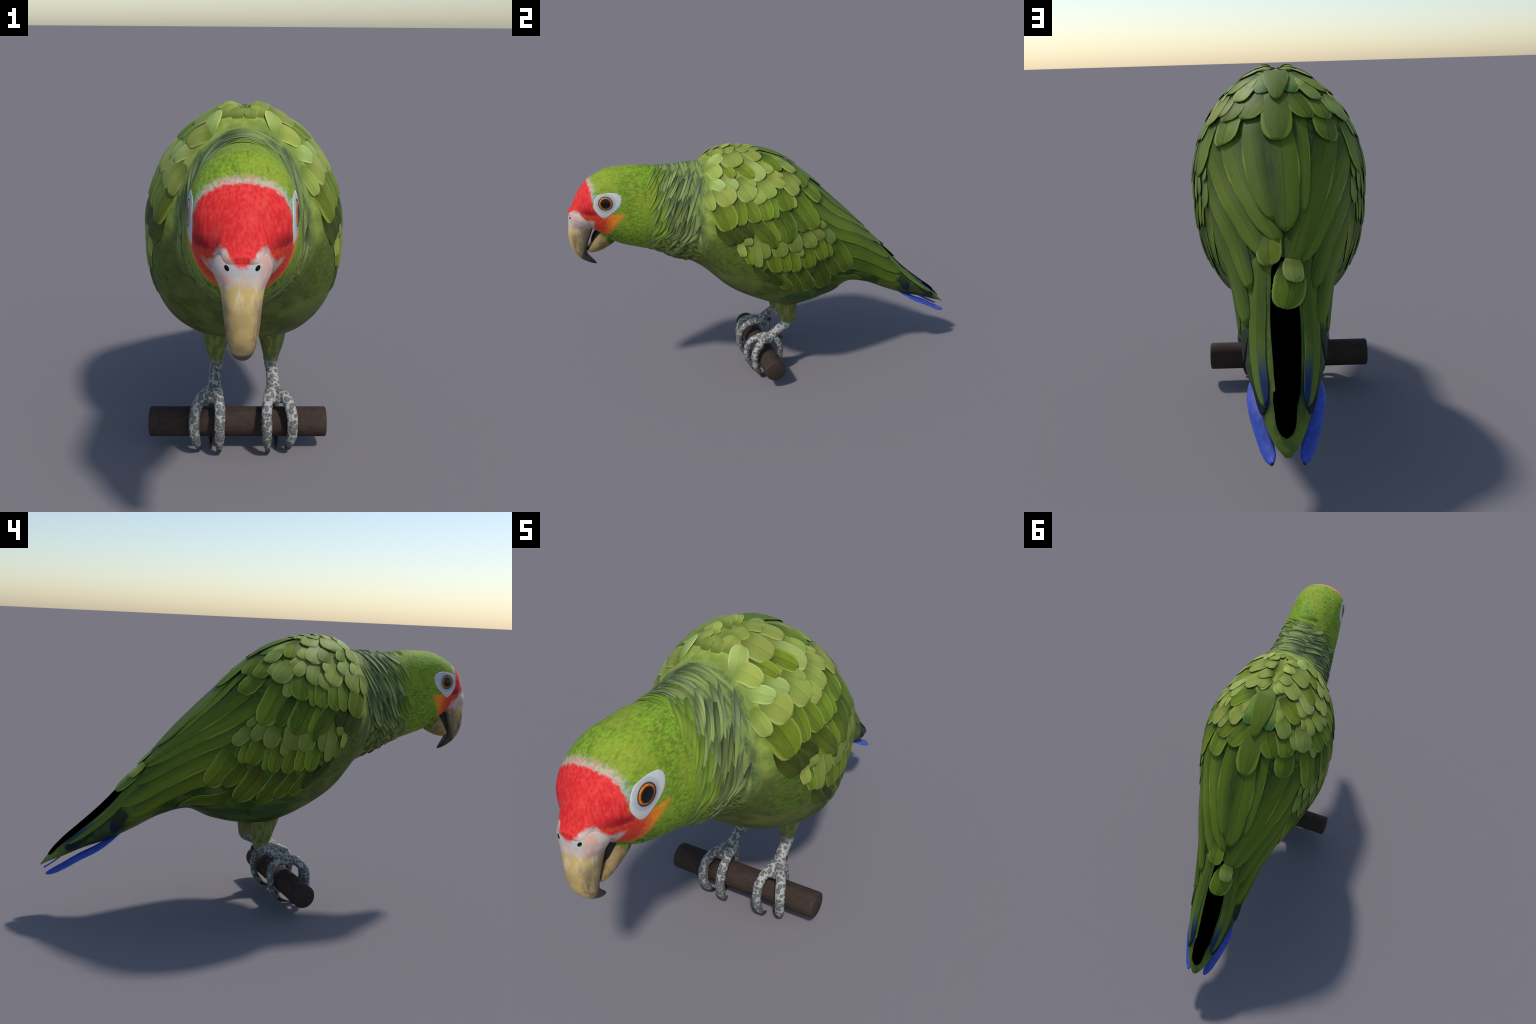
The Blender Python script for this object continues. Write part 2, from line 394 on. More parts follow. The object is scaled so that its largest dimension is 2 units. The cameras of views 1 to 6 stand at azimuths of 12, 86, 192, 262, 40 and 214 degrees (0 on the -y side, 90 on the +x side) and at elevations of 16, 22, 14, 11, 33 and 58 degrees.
S = srgb
KIND = {  # kind: (object name, outline, tilt, material); base is the leading vane, vane the trailing one
    "P": ("covert_feather", "round", -1, feather_material("pale_covert", S(142, 156, 68), S(152, 165, 74), S(170, 182, 98), S(94, 110, 38), light=0.14, shaft=0.3)),
    "W": ("covert_feather", "round", -1, feather_material("bright_covert", S(150, 168, 84), S(160, 177, 92), S(184, 200, 126), S(108, 126, 54), light=0.12, shaft=0.25)),
    "p": ("covert_feather", "round", -1, feather_material("mid_covert", S(122, 138, 56), S(132, 148, 62), S(152, 168, 88), S(86, 104, 38), light=0.12, shaft=0.3)),  # pale covert darkened for the lower band, which catches less light
    "G": ("covert_feather", "round", -1, feather_material("green_covert", S(99, 117, 27), S(114, 135, 31), S(150, 170, 70), S(56, 70, 20), light=0.16)),
    "D": ("covert_feather", "round", -1, feather_material("deep_covert", S(94, 107, 27), S(80, 100, 27), S(136, 156, 58), S(42, 54, 18), light=0.16)),
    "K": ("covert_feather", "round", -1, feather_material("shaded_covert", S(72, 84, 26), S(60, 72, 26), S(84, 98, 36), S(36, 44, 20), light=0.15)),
    "F": ("flight_feather", "long", 0.6, feather_material("flight_quill", S(101, 124, 34), S(52, 72, 28), S(166, 181, 54), S(70, 90, 28), round_at=0.8, light=0.10, one_sided=True, grain=0.22, edge=1.0, root_to=0.3)),
    "M": ("mantle_feather", "leaf", 0, feather_material("mantle_quill", S(96, 114, 34), S(92, 110, 34), S(140, 158, 50), S(96, 116, 40), round_at=0.45, light=0.06)),
    "T": ("mantle_feather", "round", 0, feather_material("teal_covert", S(118, 142, 62), S(112, 136, 58), S(136, 158, 80), S(116, 136, 62), S(74, 116, 50), light=0.1)),
    "B": ("flank_feather", "round", 1, feather_material("flank_quill", S(66, 92, 52), S(60, 86, 44), S(84, 108, 62), S(60, 84, 38), light=0.1, edge=0.4)),
    "N": ("tail_feather", "long", 0, feather_material("blue_tipped_tail_quill", S(98, 120, 34), S(86, 106, 34), S(112, 138, 62), S(70, 90, 28), S(22, 40, 96), round_at=0.7, light=0.08, medial_tip=True, root_to=0.3)),
    "V": ("tail_feather", "long", 0, feather_material("green_tail_quill", S(106, 124, 34), S(100, 118, 34), S(160, 176, 48), S(76, 94, 30), round_at=0.8, light=0.08, grain=0.3, root_to=0.3)),
    "X": ("tail_feather", "long", 0, feather_material("black_tail_quill", S(32, 42, 32), S(38, 50, 32), S(52, 70, 38), S(52, 68, 30), S(22, 32, 50), round_at=0.7, light=0.1)),
    "R": ("neck_feather", "lock", -1, feather_material("neck_lock", S(140, 155, 84), S(144, 160, 88), S(162, 176, 110), S(66, 80, 54), fold=True, edge=0.3, round_at=0.5, light=0.22, shaft=0.0, rough=0.7)),
    "S": ("neck_feather", "lock", -1, feather_material("iridescent_lock", S(124, 144, 88), S(126, 148, 94), S(150, 174, 136), S(62, 78, 56), fold=True, edge=0.3, round_at=0.5, light=0.18, shaft=0.0, rough=0.6)),
    "Q": ("neck_feather", "lock", -1, feather_material("dark_lock", S(106, 122, 64), S(112, 128, 66), S(130, 146, 84), S(42, 50, 44), fold=True, edge=0.3, round_at=0.5, light=0.2, shaft=0.0, rough=0.7)),
    "H": ("neck_feather", "lock", -1, feather_material("nape_lock", S(112, 140, 42), S(124, 150, 48), S(140, 164, 60), S(78, 98, 36), round_at=0.5, fold=True, edge=0.3, light=0.16, shaft=0.0, rough=0.7)),
    "Y": ("neck_feather", "round", -1, feather_material("throat_scale", S(112, 126, 50), S(104, 118, 44), S(140, 150, 68), S(62, 76, 40), light=0.25, shaft=0.1)),
}

# ------------------------------------------------------------------ split the body into named parts with one shared shading
parts = {}
for pi, f in enumerate(polys):
    ys, ps = [], []
    for v in f:
        i, j = divmod(v, NP) if v < NS * NP else ((0, NP // 2) if v == NS * NP else (NS - 1, NP // 2))
        ys.append(yv[i])
        ps.append(phis[j])
    phi = ps[0] if max(ps) - min(ps) > 180 else sum(ps) / len(ps)
    parts.setdefault(region_of(sum(ys) / len(ys), phi), []).append(f)
body_mat = dict.fromkeys(("head", "neck", "torso", "wing", "wing.001"), plumage_material())
body_mat["tail"] = tail_material()
OB = {}
for name in ("head", "neck", "torso", "wing", "wing.001", "tail"):
    used = sorted({v for f in parts[name] for v in f})
    ix = {v: k for k, v in enumerate(used)}
    me = make_mesh(name, [bv[v] for v in used], [[ix[v] for v in f] for f in parts[name]], recalc=False)
    me.normals_split_custom_set_from_vertices([tuple(body_normals[v]) for v in used])
    OB[name] = add(name.split(".")[0], me, parrot, body_mat[name])


# ------------------------------------------------------------------ feathers laid on the body
def outline(kind, u):
    if kind == "round":
        w = 0.62 + 0.38 * smooth01(u / 0.5)
        return w * np.clip(1 - np.clip((u - 0.66) / 0.34, 0, 1) ** 2.7, 0.012, 1) ** 0.5
    elif kind == "long":
        w = 0.7 + 0.3 * smooth01(u / 0.45) - 0.26 * smooth01((u - 0.4) / 0.6)
        t = np.clip((u - 0.8) / 0.2, 0, 1)
    elif kind == "leaf":
        w = 0.75 + 0.25 * smooth01(u / 0.4) - 0.25 * smooth01((u - 0.45) / 0.4)
        t = np.clip((u - 0.6) / 0.4, 0, 1)
    else:                                                     # lock: spindle
        return 0.08 + 0.92 * np.sin(np.pi * np.clip(u, 0, 1)) ** 0.8
    return w * np.clip(1 - t ** 2.0, 0.012, 1) ** 0.56


def feather(kind, y0, p0, y1, p1, width, parent, bend=0.0, lift=0.0, raise_tip=0.0036, sink=0.0036, tilt=None, outline_as=None):
    name, shape, default_tilt, mat = KIND[kind]
    tilt, skew = default_tilt if tilt is None else tilt, 0.0
    shape = outline_as or shape
    if kind in "PWGDKp":                                       # roots reach well under the row in front
        y0, p0, width = y0 - 0.22 * (y1 - y0), p0 - 0.22 * (p1 - p0), width * (1.14 + 0.05 * math.sin(y0 * 61 + p1))
        bend += 0.05 * width * math.sin(y0 * 143 + p0 * 0.7)
        width *= 1.16 if y1 > 0.04 and abs(p1) < 50 else 1.0
        skew = 0.10 * math.sin(y1 * 97 + p1 * 1.3)
    length = float(np.linalg.norm(section(y1, p1) - section(y0, p0)))
    nu, nv = (20 if length > 0.16 else 14), (9 if width > 0.04 else 7)
    t = np.linspace(0, 1, nu)
    u = 1 - (1 - t) ** 1.7 * 0.35 - (1 - t) * 0.65
    v = np.sin(np.linspace(-1, 1, nv) * np.pi / 2)
    mid = np.stack([y0 + (y1 - y0) * u, p0 + (p1 - p0) * u], -1)
    C = section(mid[:, 0], mid[:, 1])
    on = []
    for c in C:
        loc, nor, *_ = BVH.find_nearest(Vector(c))
        on.append((loc, nor))
    jag = np.array([noise.noise(Vector((a * 22, y0 * 91, p0 * 1.3))) for a in u])
    W = outline(shape, u)
    top, bot, flat_t, flat_b = [], [], [], []
    for i in range(nu):
        a, b = on[max(i - 1, 0)][0], on[min(i + 1, nu - 1)][0]
        nor = on[i][1]
        tan = (b - a).normalized()
        side = tan.cross(nor).normalized() * (1 if p0 + p1 >= 0 else -1)
        base = on[i][0] + side * (bend * 4 * u[i] * (1 - u[i]) + skew * width * u[i] ** 3)
        for q in v:
            ww = W[i] * (1 + 0.05 * jag[i] * (abs(q) > 0.9))
            loc, n2, *_ = BVH.find_nearest(base + side * (q * ww * width / 2))
            h = -sink + (sink + raise_tip) * smooth01(u[i] * 1.15) + lift * smooth01(u[i] * 4.5) + 0.0018 * tilt * q * min(1, u[i] * 2) + 0.0014 * (1 - q * q) * (width / 0.07)
            if shape == "lock":                               # both ends melt into the coat
                h = -0.0012 + 0.0032 * math.sin(math.pi * u[i]) + 0.0016 * tilt * q * math.sin(math.pi * u[i])
            P = loc + n2 * float(h)
            top.append(P)
            bot.append(P - n2 * 0.0015)
            flat_t.append((0.5 * q * ww, u[i], 0.01))
            flat_b.append((0.5 * q * ww, u[i], -0.01))
    k = nu * nv
    idx = lambda i, j: i * nv + j
    faces = []
    for i in range(nu - 1):
        for j in range(nv - 1):
            faces.append((idx(i, j), idx(i, j + 1), idx(i + 1, j + 1), idx(i + 1, j)))
            faces.append((k + idx(i + 1, j), k + idx(i + 1, j + 1), k + idx(i, j + 1), k + idx(i, j)))
    rim = [idx(0, j) for j in range(nv)] + [idx(i, nv - 1) for i in range(1, nu)] + [idx(nu - 1, j) for j in range(nv - 2, -1, -1)] + [idx(i, 0) for i in range(nu - 2, 0, -1)]
    for a, b in zip(rim, rim[1:] + rim[:1]):
        faces.append((b, a, k + a, k + b))
    if p0 + p1 < 0:                                            # keep outward winding on the mirrored side
        faces = [f[::-1] for f in faces]
    me = make_mesh(name, flat_t + flat_b, faces, recalc=False)
    me.materials.append(mat)
    root = Vector(C[0])
    o = add(name, me, parent, loc=root)
    o.shape_key_add(name="flat", from_mix=False)
    key = o.shape_key_add(name="laid_on_body", from_mix=False)
    key.data.foreach_set("co", np.array([tuple(p - root) for p in top + bot]).ravel())
    key.value = 1.0
    return o


# side feathers: kind, root (station y, angle), tip (station y, angle), width; the same on both wings
SIDE = [
    ("D", 0.2, 114, 0.46, 140, 0.06), ("F", 0.17, 100, 0.675, 84, 0.085), ("F", 0.15, 88, 0.702, 55, 0.092), ("F", 0.13, 71, 0.633, 41, 0.08),
    # lower rows, rear edge first
    ("D", 0.132, 97, 0.226, 125, 0.083), ("D", 0.186, 94, 0.291, 110, 0.055), ("D", 0.026, 100, 0.141, 125, 0.07), ("G", 0.072, 102, 0.128, 119, 0.034),
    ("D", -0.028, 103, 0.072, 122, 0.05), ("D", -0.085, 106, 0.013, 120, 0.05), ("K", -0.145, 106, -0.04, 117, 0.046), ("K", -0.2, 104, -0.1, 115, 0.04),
    ("G", 0.244, 78, 0.362, 109, 0.085), ("G", 0.199, 82, 0.231, 94, 0.038), ("G", 0.146, 83, 0.19, 97, 0.065), ("G", 0.102, 88, 0.132, 102, 0.034),
    ("G", 0.066, 89, 0.102, 103, 0.05), ("G", 0.001, 89, 0.047, 104, 0.056), ("G", -0.044, 89, -0.007, 104, 0.052), ("G", -0.1, 90, -0.06, 106, 0.062),
    ("p", 0.154, 66, 0.205, 68, 0.028), ("p", 0.181, 71, 0.258, 78, 0.048), ("p", 0.106, 75, 0.19, 80, 0.048), ("p", 0.076, 80, 0.124, 91, 0.062), ("p", 0.03, 88, 0.059, 95, 0.04),
    ("p", -0.012, 80, 0.034, 93, 0.077), ("p", -0.076, 84, -0.036, 95, 0.07), ("p", -0.165, 85, -0.112, 97, 0.063),
    ("p", -0.187, 82, -0.15, 105, 0.05), ("G", -0.222, 92, -0.19, 105, 0.036), ("P", -0.253, 88, -0.22, 99, 0.035), ("p", -0.235, 79, -0.2, 91, 0.047),
    # greater coverts
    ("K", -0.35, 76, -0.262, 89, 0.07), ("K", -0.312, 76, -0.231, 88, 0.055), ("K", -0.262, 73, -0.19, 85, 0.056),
    ("D", -0.191, 69, -0.084, 92, 0.076), ("G", -0.123, 70, -0.058, 89, 0.044), ("D", -0.072, 66, 0.008, 88, 0.108), ("D", 0.001, 64, 0.085, 79, 0.055), ("G", 0.034, 48, 0.141, 75, 0.094),
    # median coverts
    ("G", -0.339, 57, -0.279, 79, 0.1), ("G", -0.245, 54, -0.222, 75, 0.056), ("G", -0.209, 54, -0.162, 74, 0.07), ("G", -0.134, 56, -0.103, 73, 0.066), ("G", -0.084, 54, -0.066, 72, 0.038),
    ("G", -0.034, 47, -0.006, 66, 0.078), ("P", 0.013, 48, 0.038, 62, 0.04),
    # lesser coverts on the shoulder
    ("P", -0.37, 48, -0.346, 65, 0.05), ("P", -0.335, 46, -0.264, 61, 0.09), ("P", -0.226, 43, -0.165, 58, 0.086), ("P", -0.122, 43, -0.07, 57, 0.068), ("P", -0.165, 50, -0.125, 61, 0.06),
    ("W", -0.357, 37, -0.292, 50, 0.05), ("W", -0.298, 40, -0.236, 51, 0.06), ("P", -0.2, 40, -0.15, 50, 0.05), ("P", -0.086, 40, -0.004, 47, 0.05), ("P", -0.074, 34, 0.002, 38, 0.026), ("P", -0.014, 36, 0.065, 49, 0.066),
    ("G", 0.106, 31, 0.199, 40, 0.075), ("G", 0.062, 25, 0.13, 35, 0.062), ("P", 0.03, 31, 0.085, 40, 0.045),
    ("P", -0.345, 21, -0.307, 40, 0.065), ("G", -0.29, 27, -0.24, 42, 0.05), ("G", -0.22, 29, -0.15, 43, 0.06), ("W", -0.176, 27, -0.094, 42, 0.076), ("G", -0.07, 13, -0.014, 33, 0.074), ("P", -0.05, 15, 0.038, 18, 0.04),
    ("G", 0.075, 8, 0.162, 22, 0.064), ("P", 0.005, 15, 0.074, 27, 0.056), ("P", -0.12, 28, -0.05, 36, 0.05),
    ("P", -0.245, 14, -0.215, 33, 0.095), ("P", -0.16, 10, -0.105, 26, 0.066), ("W", -0.35, 26, -0.272, 17, 0.05), ("P", -0.2, 6, -0.145, 16, 0.05), ("P", -0.155, 4, -0.08, 9, 0.036), ("P", -0.27, 9, -0.2, 13, 0.05), ("P", -0.315, 12, -0.255, 12, 0.05), ("p", -0.33, 5, -0.285, 6, 0.034),
]
for side, wing in ((1, OB["wing"]), (-1, OB["wing.001"])):
    for n, (k, y0, p0, y1, p1, w) in enumerate(SIDE):
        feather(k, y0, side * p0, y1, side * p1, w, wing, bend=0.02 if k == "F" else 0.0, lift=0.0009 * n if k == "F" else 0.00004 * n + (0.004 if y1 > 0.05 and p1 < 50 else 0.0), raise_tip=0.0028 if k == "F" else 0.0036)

# long scapulars and quills on the back: not the same on the two sides
W1, W2, TO, TA = OB["wing"], OB["wing.001"], OB["torso"], OB["tail"]
BACK = [
    ("F", 0.07, 54, 0.581, 16, 0.098, W1, 0.052), ("F", 0.07, -56, 0.588, -22, 0.098, W2, 0.040), ("F", 0.09, 38, 0.548, 1, 0.106, W1, 0.048), ("F", 0.09, -38, 0.600, -8, 0.118, W2, 0.034),
    ("F", 0.12, -14, 0.46, -21, 0.06, W2, 0.0), ("F", 0.12, 16, 0.488, 6, 0.092, W1, 0.026), ("F", 0.16, 0, 0.520, -4, 0.114, TO, 0.004),
]
for n, (k, y0, p0, y1, p1, w, par, bend) in enumerate(BACK):
    feather(k, y0, p0, y1, p1, w, par, bend=bend, lift=0.0012 + 0.0011 * n, raise_tip=0.0022, sink=0.002)
feather("M", 0.05, 0.5, 0.258, 0.5, 0.108, TO, lift=0.0095, raise_tip=0.004, outline_as="round")
for s in (1, -1):
    feather("T", -0.075, 9 * s, 0.08, 9.5 * s, 0.062, TO, lift=0.004)
feather("M", -0.115, 0.3, 0.119, 0.3, 0.095, TO, lift=0.0105, raise_tip=0.005)
for s in (1, -1):
    feather("P", -0.16, 7 * s, -0.09, 11 * s, 0.04, TO, lift=0.004)
    feather("B", -0.06, 122 * s, 0.15, 141 * s, 0.08, TO, raise_tip=0.003)
    feather("B", 0.1, 128 * s, 0.328, 147 * s, 0.06, TO, raise_tip=0.0025)

# tail: upper coverts and quills
for s in (1, -1):
    feather("X", 0.66, 54 * s, 0.745, 92 * s, 0.056, TA, raise_tip=0.003)
    feather("X", 0.74, 36 * s, 0.93, 72 * s, 0.06, TA, raise_tip=0.003)
    feather("N", 0.50, (19 if s > 0 else 25) * s, 0.922, 53 * s, 0.056, TA, lift=0.002)
feather("V", 0.84, 1, 0.992, 2, 0.07, TA, lift=0.001)
feather("V", 0.54, 0, 0.957, -3, 0.09, TA, lift=0.004)
feather("G", 0.5, 12, 0.6, 10, 0.06, TA, lift=0.004)
feather("G", 0.6, -9, 0.702, -5, 0.075, TA, lift=0.007)
feather("P", 0.585, -11, 0.643, -12, 0.05, TA, lift=0.011)

# neck: long overlapping locks that wrap from nape to breast, then small throat scales
for row, yr in enumerate(np.arange(-0.635, -0.13, 0.0135)):
    for s in (1, -1):
        p = 2 + rng.uniform(0, 30)
        while p < 138:
            dp = rng.uniform(34, 58)
            lean = 0.0021
            yy = yr - lean * (p - 10) + rng.uniform(-0.006, 0.006)
            y_end = yy - lean * dp * rng.uniform(0.7, 1.3)
            front = float(np.interp(p + dp * 0.4, *zip(*WF)))
            breast = -0.366 - 0.0014 * max(0, p - 55)
            if -0.64 < yy < min(front + 0.008, breast) and y_end > -0.665:
                r = rng.random()
                kind = "S" if (yy > front - 0.05 and p < 70 and r < 0.3) or r < 0.04 else ("Q" if r < 0.36 else "R")
                if 0.5 * (yy + y_end) < -0.585 + rng.uniform(-0.02, 0.03) and p < 110:
                    kind = "H"
                feather(kind, yy, s * p, y_end, s * min(p + dp, 158), rng.uniform(0.015, 0.026), OB["neck"], raise_tip=0.0012, sink=-0.0002, tilt=-1.3, bend=rng.uniform(-0.008, 0.008))
            p += dp * rng.uniform(0.5, 0.8)
for row, yr in enumerate(np.arange(-0.632, -0.375, 0.017)):           # creases that cross the nape
    kind = "H" if yr < -0.585 else ("R", "Q", "R", "R", "S")[row % 5]
    feather(kind, yr + rng.uniform(-0.01, 0.01), -rng.uniform(16, 30), yr + rng.uniform(-0.012, 0.012), rng.uniform(16, 30), rng.uniform(0.012, 0.019), OB["neck"], tilt=-1.2, bend=rng.uniform(0.002, 0.012))
for n in range(90):
    s = 1 if n % 2 else -1
    p = rng.uniform(104, 176)
    yy = rng.uniform(-0.66, -0.47) + 0.0004 * (150 - p)
    feather("Q" if rng.random() < 0.25 else "Y", yy, s * p, yy + rng.uniform(0.03, 0.045), s * (p + rng.uniform(2, 5)), rng.uniform(0.016, 0.026), OB["neck"], raise_tip=0.0035, sink=0.002)


# ------------------------------------------------------------------ blue outer tail feathers, free at the end
def blue_material():
    m = Mat("blue_quill", 0.45, 0.4)
    x, y, z = m.xyz()
    st = m.noise(60, 3, m.stretch(1.5, 0.08, 1.5))
    c = m.mix(m.ramp(st, 0.34, 0.7), srgb(52, 74, 176), srgb(66, 96, 200))
    c = m.mix(m.ramp(y, 1.003, 1.010), c, srgb(20, 22, 34))
    gx, gy, gz = m.xyz(m.gen)
    m.colour(c)
    m.bump(st, 0.2, 0.002)
    return m.m


BLUE = blue_material()
for s in (1, -1):
    spine = catmull([(0.050, 0.66, 0.392), (0.084, 0.735, 0.342), (0.0945, 0.80, 0.304), (0.083, 0.87, 0.268), (0.062, 0.94, 0.223), (0.049, 0.985, 0.197), (0.0435, 1.008, 0.186)], 28)
    halfw = catmull([(0.012,), (0.018,), (0.0225,), (0.0235,), (0.0225,), (0.0175,), (0.005,)], 28)[:, 0]
    rings = []
    for p, hw in zip(spine, halfw):
        ring = []
        for a in np.linspace(0, 2 * np.pi, 20, endpoint=False):
            q = math.cos(a) * hw
            ring.append((s * (p[0] + q * 0.93), p[1], p[2] + 0.006 - q * 0.38 - q * q * 6.0 + math.sin(a) * 0.0045))
        rings.append(ring)
    add("tail_feather", make_mesh("blue_tail_feather", *loft(rings)), TA, BLUE)


# ------------------------------------------------------------------ bill
def bill_material(name, lower=False):
    m = Mat(name, 0.48, 0.3)
    x, y, z = m.xyz()
    ax = m.math("ABSOLUTE", x)
    n1, n2 = m.noise(26, 3), m.noise(60, 3, m.stretch(1, 1, 0.3))
    horn = m.mix(m.ramp(n1, 0.4, 0.62), srgb(206, 178, 112), srgb(184, 158, 104))
    if lower:
        horn = m.mix(m.ramp(n1, 0.42, 0.6), srgb(156, 132, 88), srgb(128, 106, 66))
        horn = m.mix(m.ramp(z, 0.79, 0.77, 0, 0.8), horn, srgb(184, 138, 44))
        horn = m.mix(m.ramp(m.line([(1.0, z), (-1.78, y)], -0.921 - 1.78 * 0.868), -0.012, -0.004), horn, srgb(34, 28, 26))
        tuft = m.math("ADD", m.line([(1.0, y), (0.62, z)], 0.878 - 0.62 * 0.868), m.math("MULTIPLY", m.math("SUBTRACT", n2, 0.5), 0.05))
        horn = m.mix(m.ramp(tuft, -0.006, 0.008), horn, m.mix(m.ramp(n2, 0.4, 0.6), srgb(60, 86, 28), srgb(112, 140, 44)))
        m.colour(horn)
        return m.m
    # greyer, darker sides toward the cutting edge and the hooked tip
    back = m.line([(1.0, y), (-0.12, z)], 0.12 * 0.84)
    horn = m.mix(m.math("MULTIPLY", m.ramp(back, -0.985, -0.95), m.ramp(n2, 0.3, 0.6, 0.55, 0.95)), horn, srgb(122, 108, 84))
    horn = m.mix(m.math("MULTIPLY", m.math("MULTIPLY", m.ramp(ax, 0.020, 0.040), m.ramp(z, 0.90, 0.86)), m.ramp(n2, 0.3, 0.6, 0.45, 0.9)), horn, srgb(134, 118, 90))
    horn = m.mix(m.math("MULTIPLY", m.ramp(n2, 0.5, 0.62), m.ramp(z, 0.85, 0.92)), horn, srgb(214, 198, 166))
    blot = m.math("MULTIPLY", m.ramp(m.dist((0.034, -0.992, 0.80), (0.016, 0.028, 0.05)), 1.3, 0.4), m.ramp(n2, 0.38, 0.6))
    horn = m.mix(m.math("MULTIPLY", blot, 0.7), horn, srgb(86, 76, 64))
    horn = m.mix(m.ramp(m.math("MULTIPLY_ADD", y, 0.75, m.math("MULTIPLY", z, -1.0)), -1.455, -1.405), horn, srgb(44, 42, 42))
    inner = m.math("MULTIPLY", m.ramp(m.line([(1.0, y), (-0.4, z)], 1.2524), -0.034, -0.014), m.ramp(z, 0.90, 0.885))
    horn = m.mix(m.math("MULTIPLY", inner, 0.85), horn, srgb(52, 46, 40))
    skin = m.mix(m.ramp(n1, 0.45, 0.6), srgb(202, 185, 176), srgb(206, 162, 146))
    skin = m.mix(m.ramp(m.dist((0.02, -1.0, 0.955), (0.03, 0.05, 0.018)), 1.2, 0.4, 0, 0.8), skin, srgb(176, 186, 186))
    c = m.mix(m.ramp(m.math("ADD", m.math("MULTIPLY_ADD", ax, 0.25, z), m.math("MULTIPLY", m.math("SUBTRACT", n1, 0.5), 0.06)), 0.905, 0.938), horn, skin)
    wob = m.math("MULTIPLY", m.math("SUBTRACT", m.noise(85, 4), 0.5), 0.024)
    zc = m.math("ADD", m.ramp(ax, 0.004, 0.045, 0.958, 0.998), m.ramp(ax, 0.048, 0.078, 0.0, -0.046))
    d_c = m.math("ADD", m.math("SUBTRACT", z, zc), m.math("MULTIPLY", wob, 1.2))
    hair = m.noise(110, 3, m.stretch(1.2, 1.2, 0.28))
    c = m.mix(m.ramp(d_c, -0.009, 0.011), c, m.mix(m.ramp(hair, 0.3, 0.72), srgb(208, 36, 38), srgb(232, 62, 60)))
    m.colour(c)
    m.bump(n2, 0.15, 0.003)
    return m.m


#         outer ridge (y, z)   inner edge (y, z)   half width
UPPER = [(-0.975, 1.012, -0.862, 0.978, 0.036), (-1.004, 0.992, -0.874, 0.952, 0.060), (-1.0135, 0.970, -0.877, 0.926, 0.071), (-1.0180, 0.944, -0.886, 0.906, 0.066),
         (-1.021, 0.910, -0.896, 0.886, 0.053), (-1.025, 0.865, -0.910, 0.855, 0.0465), (-1.022, 0.822, -0.925, 0.822, 0.0425), (-1.008, 0.780, -0.935, 0.790, 0.037),
         (-0.985, 0.748, -0.938, 0.763, 0.0305), (-0.955, 0.724, -0.924, 0.738, 0.0225), (-0.925, 0.708, -0.910, 0.718, 0.0135), (-0.905, 0.701, -0.903, 0.704, 0.004)]
rings = []
for oy, oz, iy, iz, hw in catmull(UPPER, 60):
    ring = []
    for a in np.linspace(0, 2 * np.pi, 48, endpoint=False):
        c, s = math.cos(a), math.sin(a)
        k = 0.5 - 0.5 * np.sign(c) * abs(c) ** 0.9           # 0 on the ridge, 1 at the inner edge
        xx = hw * np.sign(s) * abs(s) ** 0.85 * (1.0 - 0.12 * k)
        hollow = 0.25 * max(0.0, -c) * (1 - abs(s)) * 0.5
        k2 = k - hollow
        ring.append((xx, oy + (iy - oy) * k2, oz + (iz - oz) * k2))
    rings.append(ring)
rings = np.array(rings)
beak = add("beak", make_mesh("upper_beak", *loft(rings)), OB["head"], bill_material("upper_bill"))
bill_bvh = BVHTree.FromPolygons([v.co for v in beak.data.vertices], [tuple(p.vertices) for p in beak.data.polygons])
pit = Mat("nostril_pit", 0.7, 0.1)
pit.colour(srgb(20, 15, 14))
for s in (1, -1):                                             # nostrils: dark ovals on the cere
    rings = []
    for r, out in ((1.0, -0.0006), (0.8, 0.0006), (0.4, 0.0006), (0.04, 0.0005)):
        ring = []
        for t in np.linspace(0, 2 * np.pi, 24, endpoint=False):
            px = s * (0.0335 + r * (0.0058 * math.cos(t) + 0.002 * math.sin(t)))
            pz = 0.9595 + r * 0.0072 * math.sin(t)
            ys = [h[0].y for h in (k.ray_cast(Vector((px, -1.3, pz)), Vector((0, 1, 0))) for k in (BVH, bill_bvh)) if h[0] is not None]
            ring.append((px, min(ys) - out, pz))
        rings.append(ring)
    add("nostril", make_mesh("nostril", *loft(np.array(rings))), OB["head"], pit.m)
#         bottom (y, z)       top (y, z)        half width
LOWER = [(-0.790, 0.830, -0.862, 0.925, 0.047), (-0.812, 0.806, -0.880, 0.906, 0.050), (-0.845, 0.786, -0.899, 0.880, 0.045), (-0.88, 0.771, -0.914, 0.850, 0.040),
         (-0.91, 0.765, -0.927, 0.820, 0.034), (-0.932, 0.768, -0.939, 0.797, 0.026), (-0.944, 0.779, -0.944, 0.783, 0.008)]
rings = []
for oy, oz, iy, iz, hw in catmull(LOWER, 36):
    ring = []
    for a in np.linspace(0, 2 * np.pi, 36, endpoint=False):
        c, s = math.cos(a), math.sin(a)
        k = 0.5 - 0.5 * c
        k -= 0.22 * max(0.0, -c) * (1 - abs(s)) ** 0.5       # scooped out on top
        ring.append((hw * np.sign(s) * abs(s) ** 0.8, oy + (iy - oy) * k, oz + (iz - oz) * k))
    rings.append(ring)
add("beak", make_mesh("lower_beak", *loft(rings)), OB["head"], bill_material("lower_bill", True))
dark = Mat("mouth_skin", 0.5, 0.3)
dark.colour(dark.mix(dark.noise(40), srgb(26, 20, 20), srgb(48, 36, 34)))
tongue = tube([(0, -0.86, 0.88), (0, -0.885, 0.86), (0, -0.905, 0.835), (0, -0.915, 0.815)], [(0.040, 0.024), (0.034, 0.02), (0.027, 0.014), (0.012, 0.008)], 16, 16)
add("tongue", make_mesh("tongue", *tongue), OB["head"], dark.m)


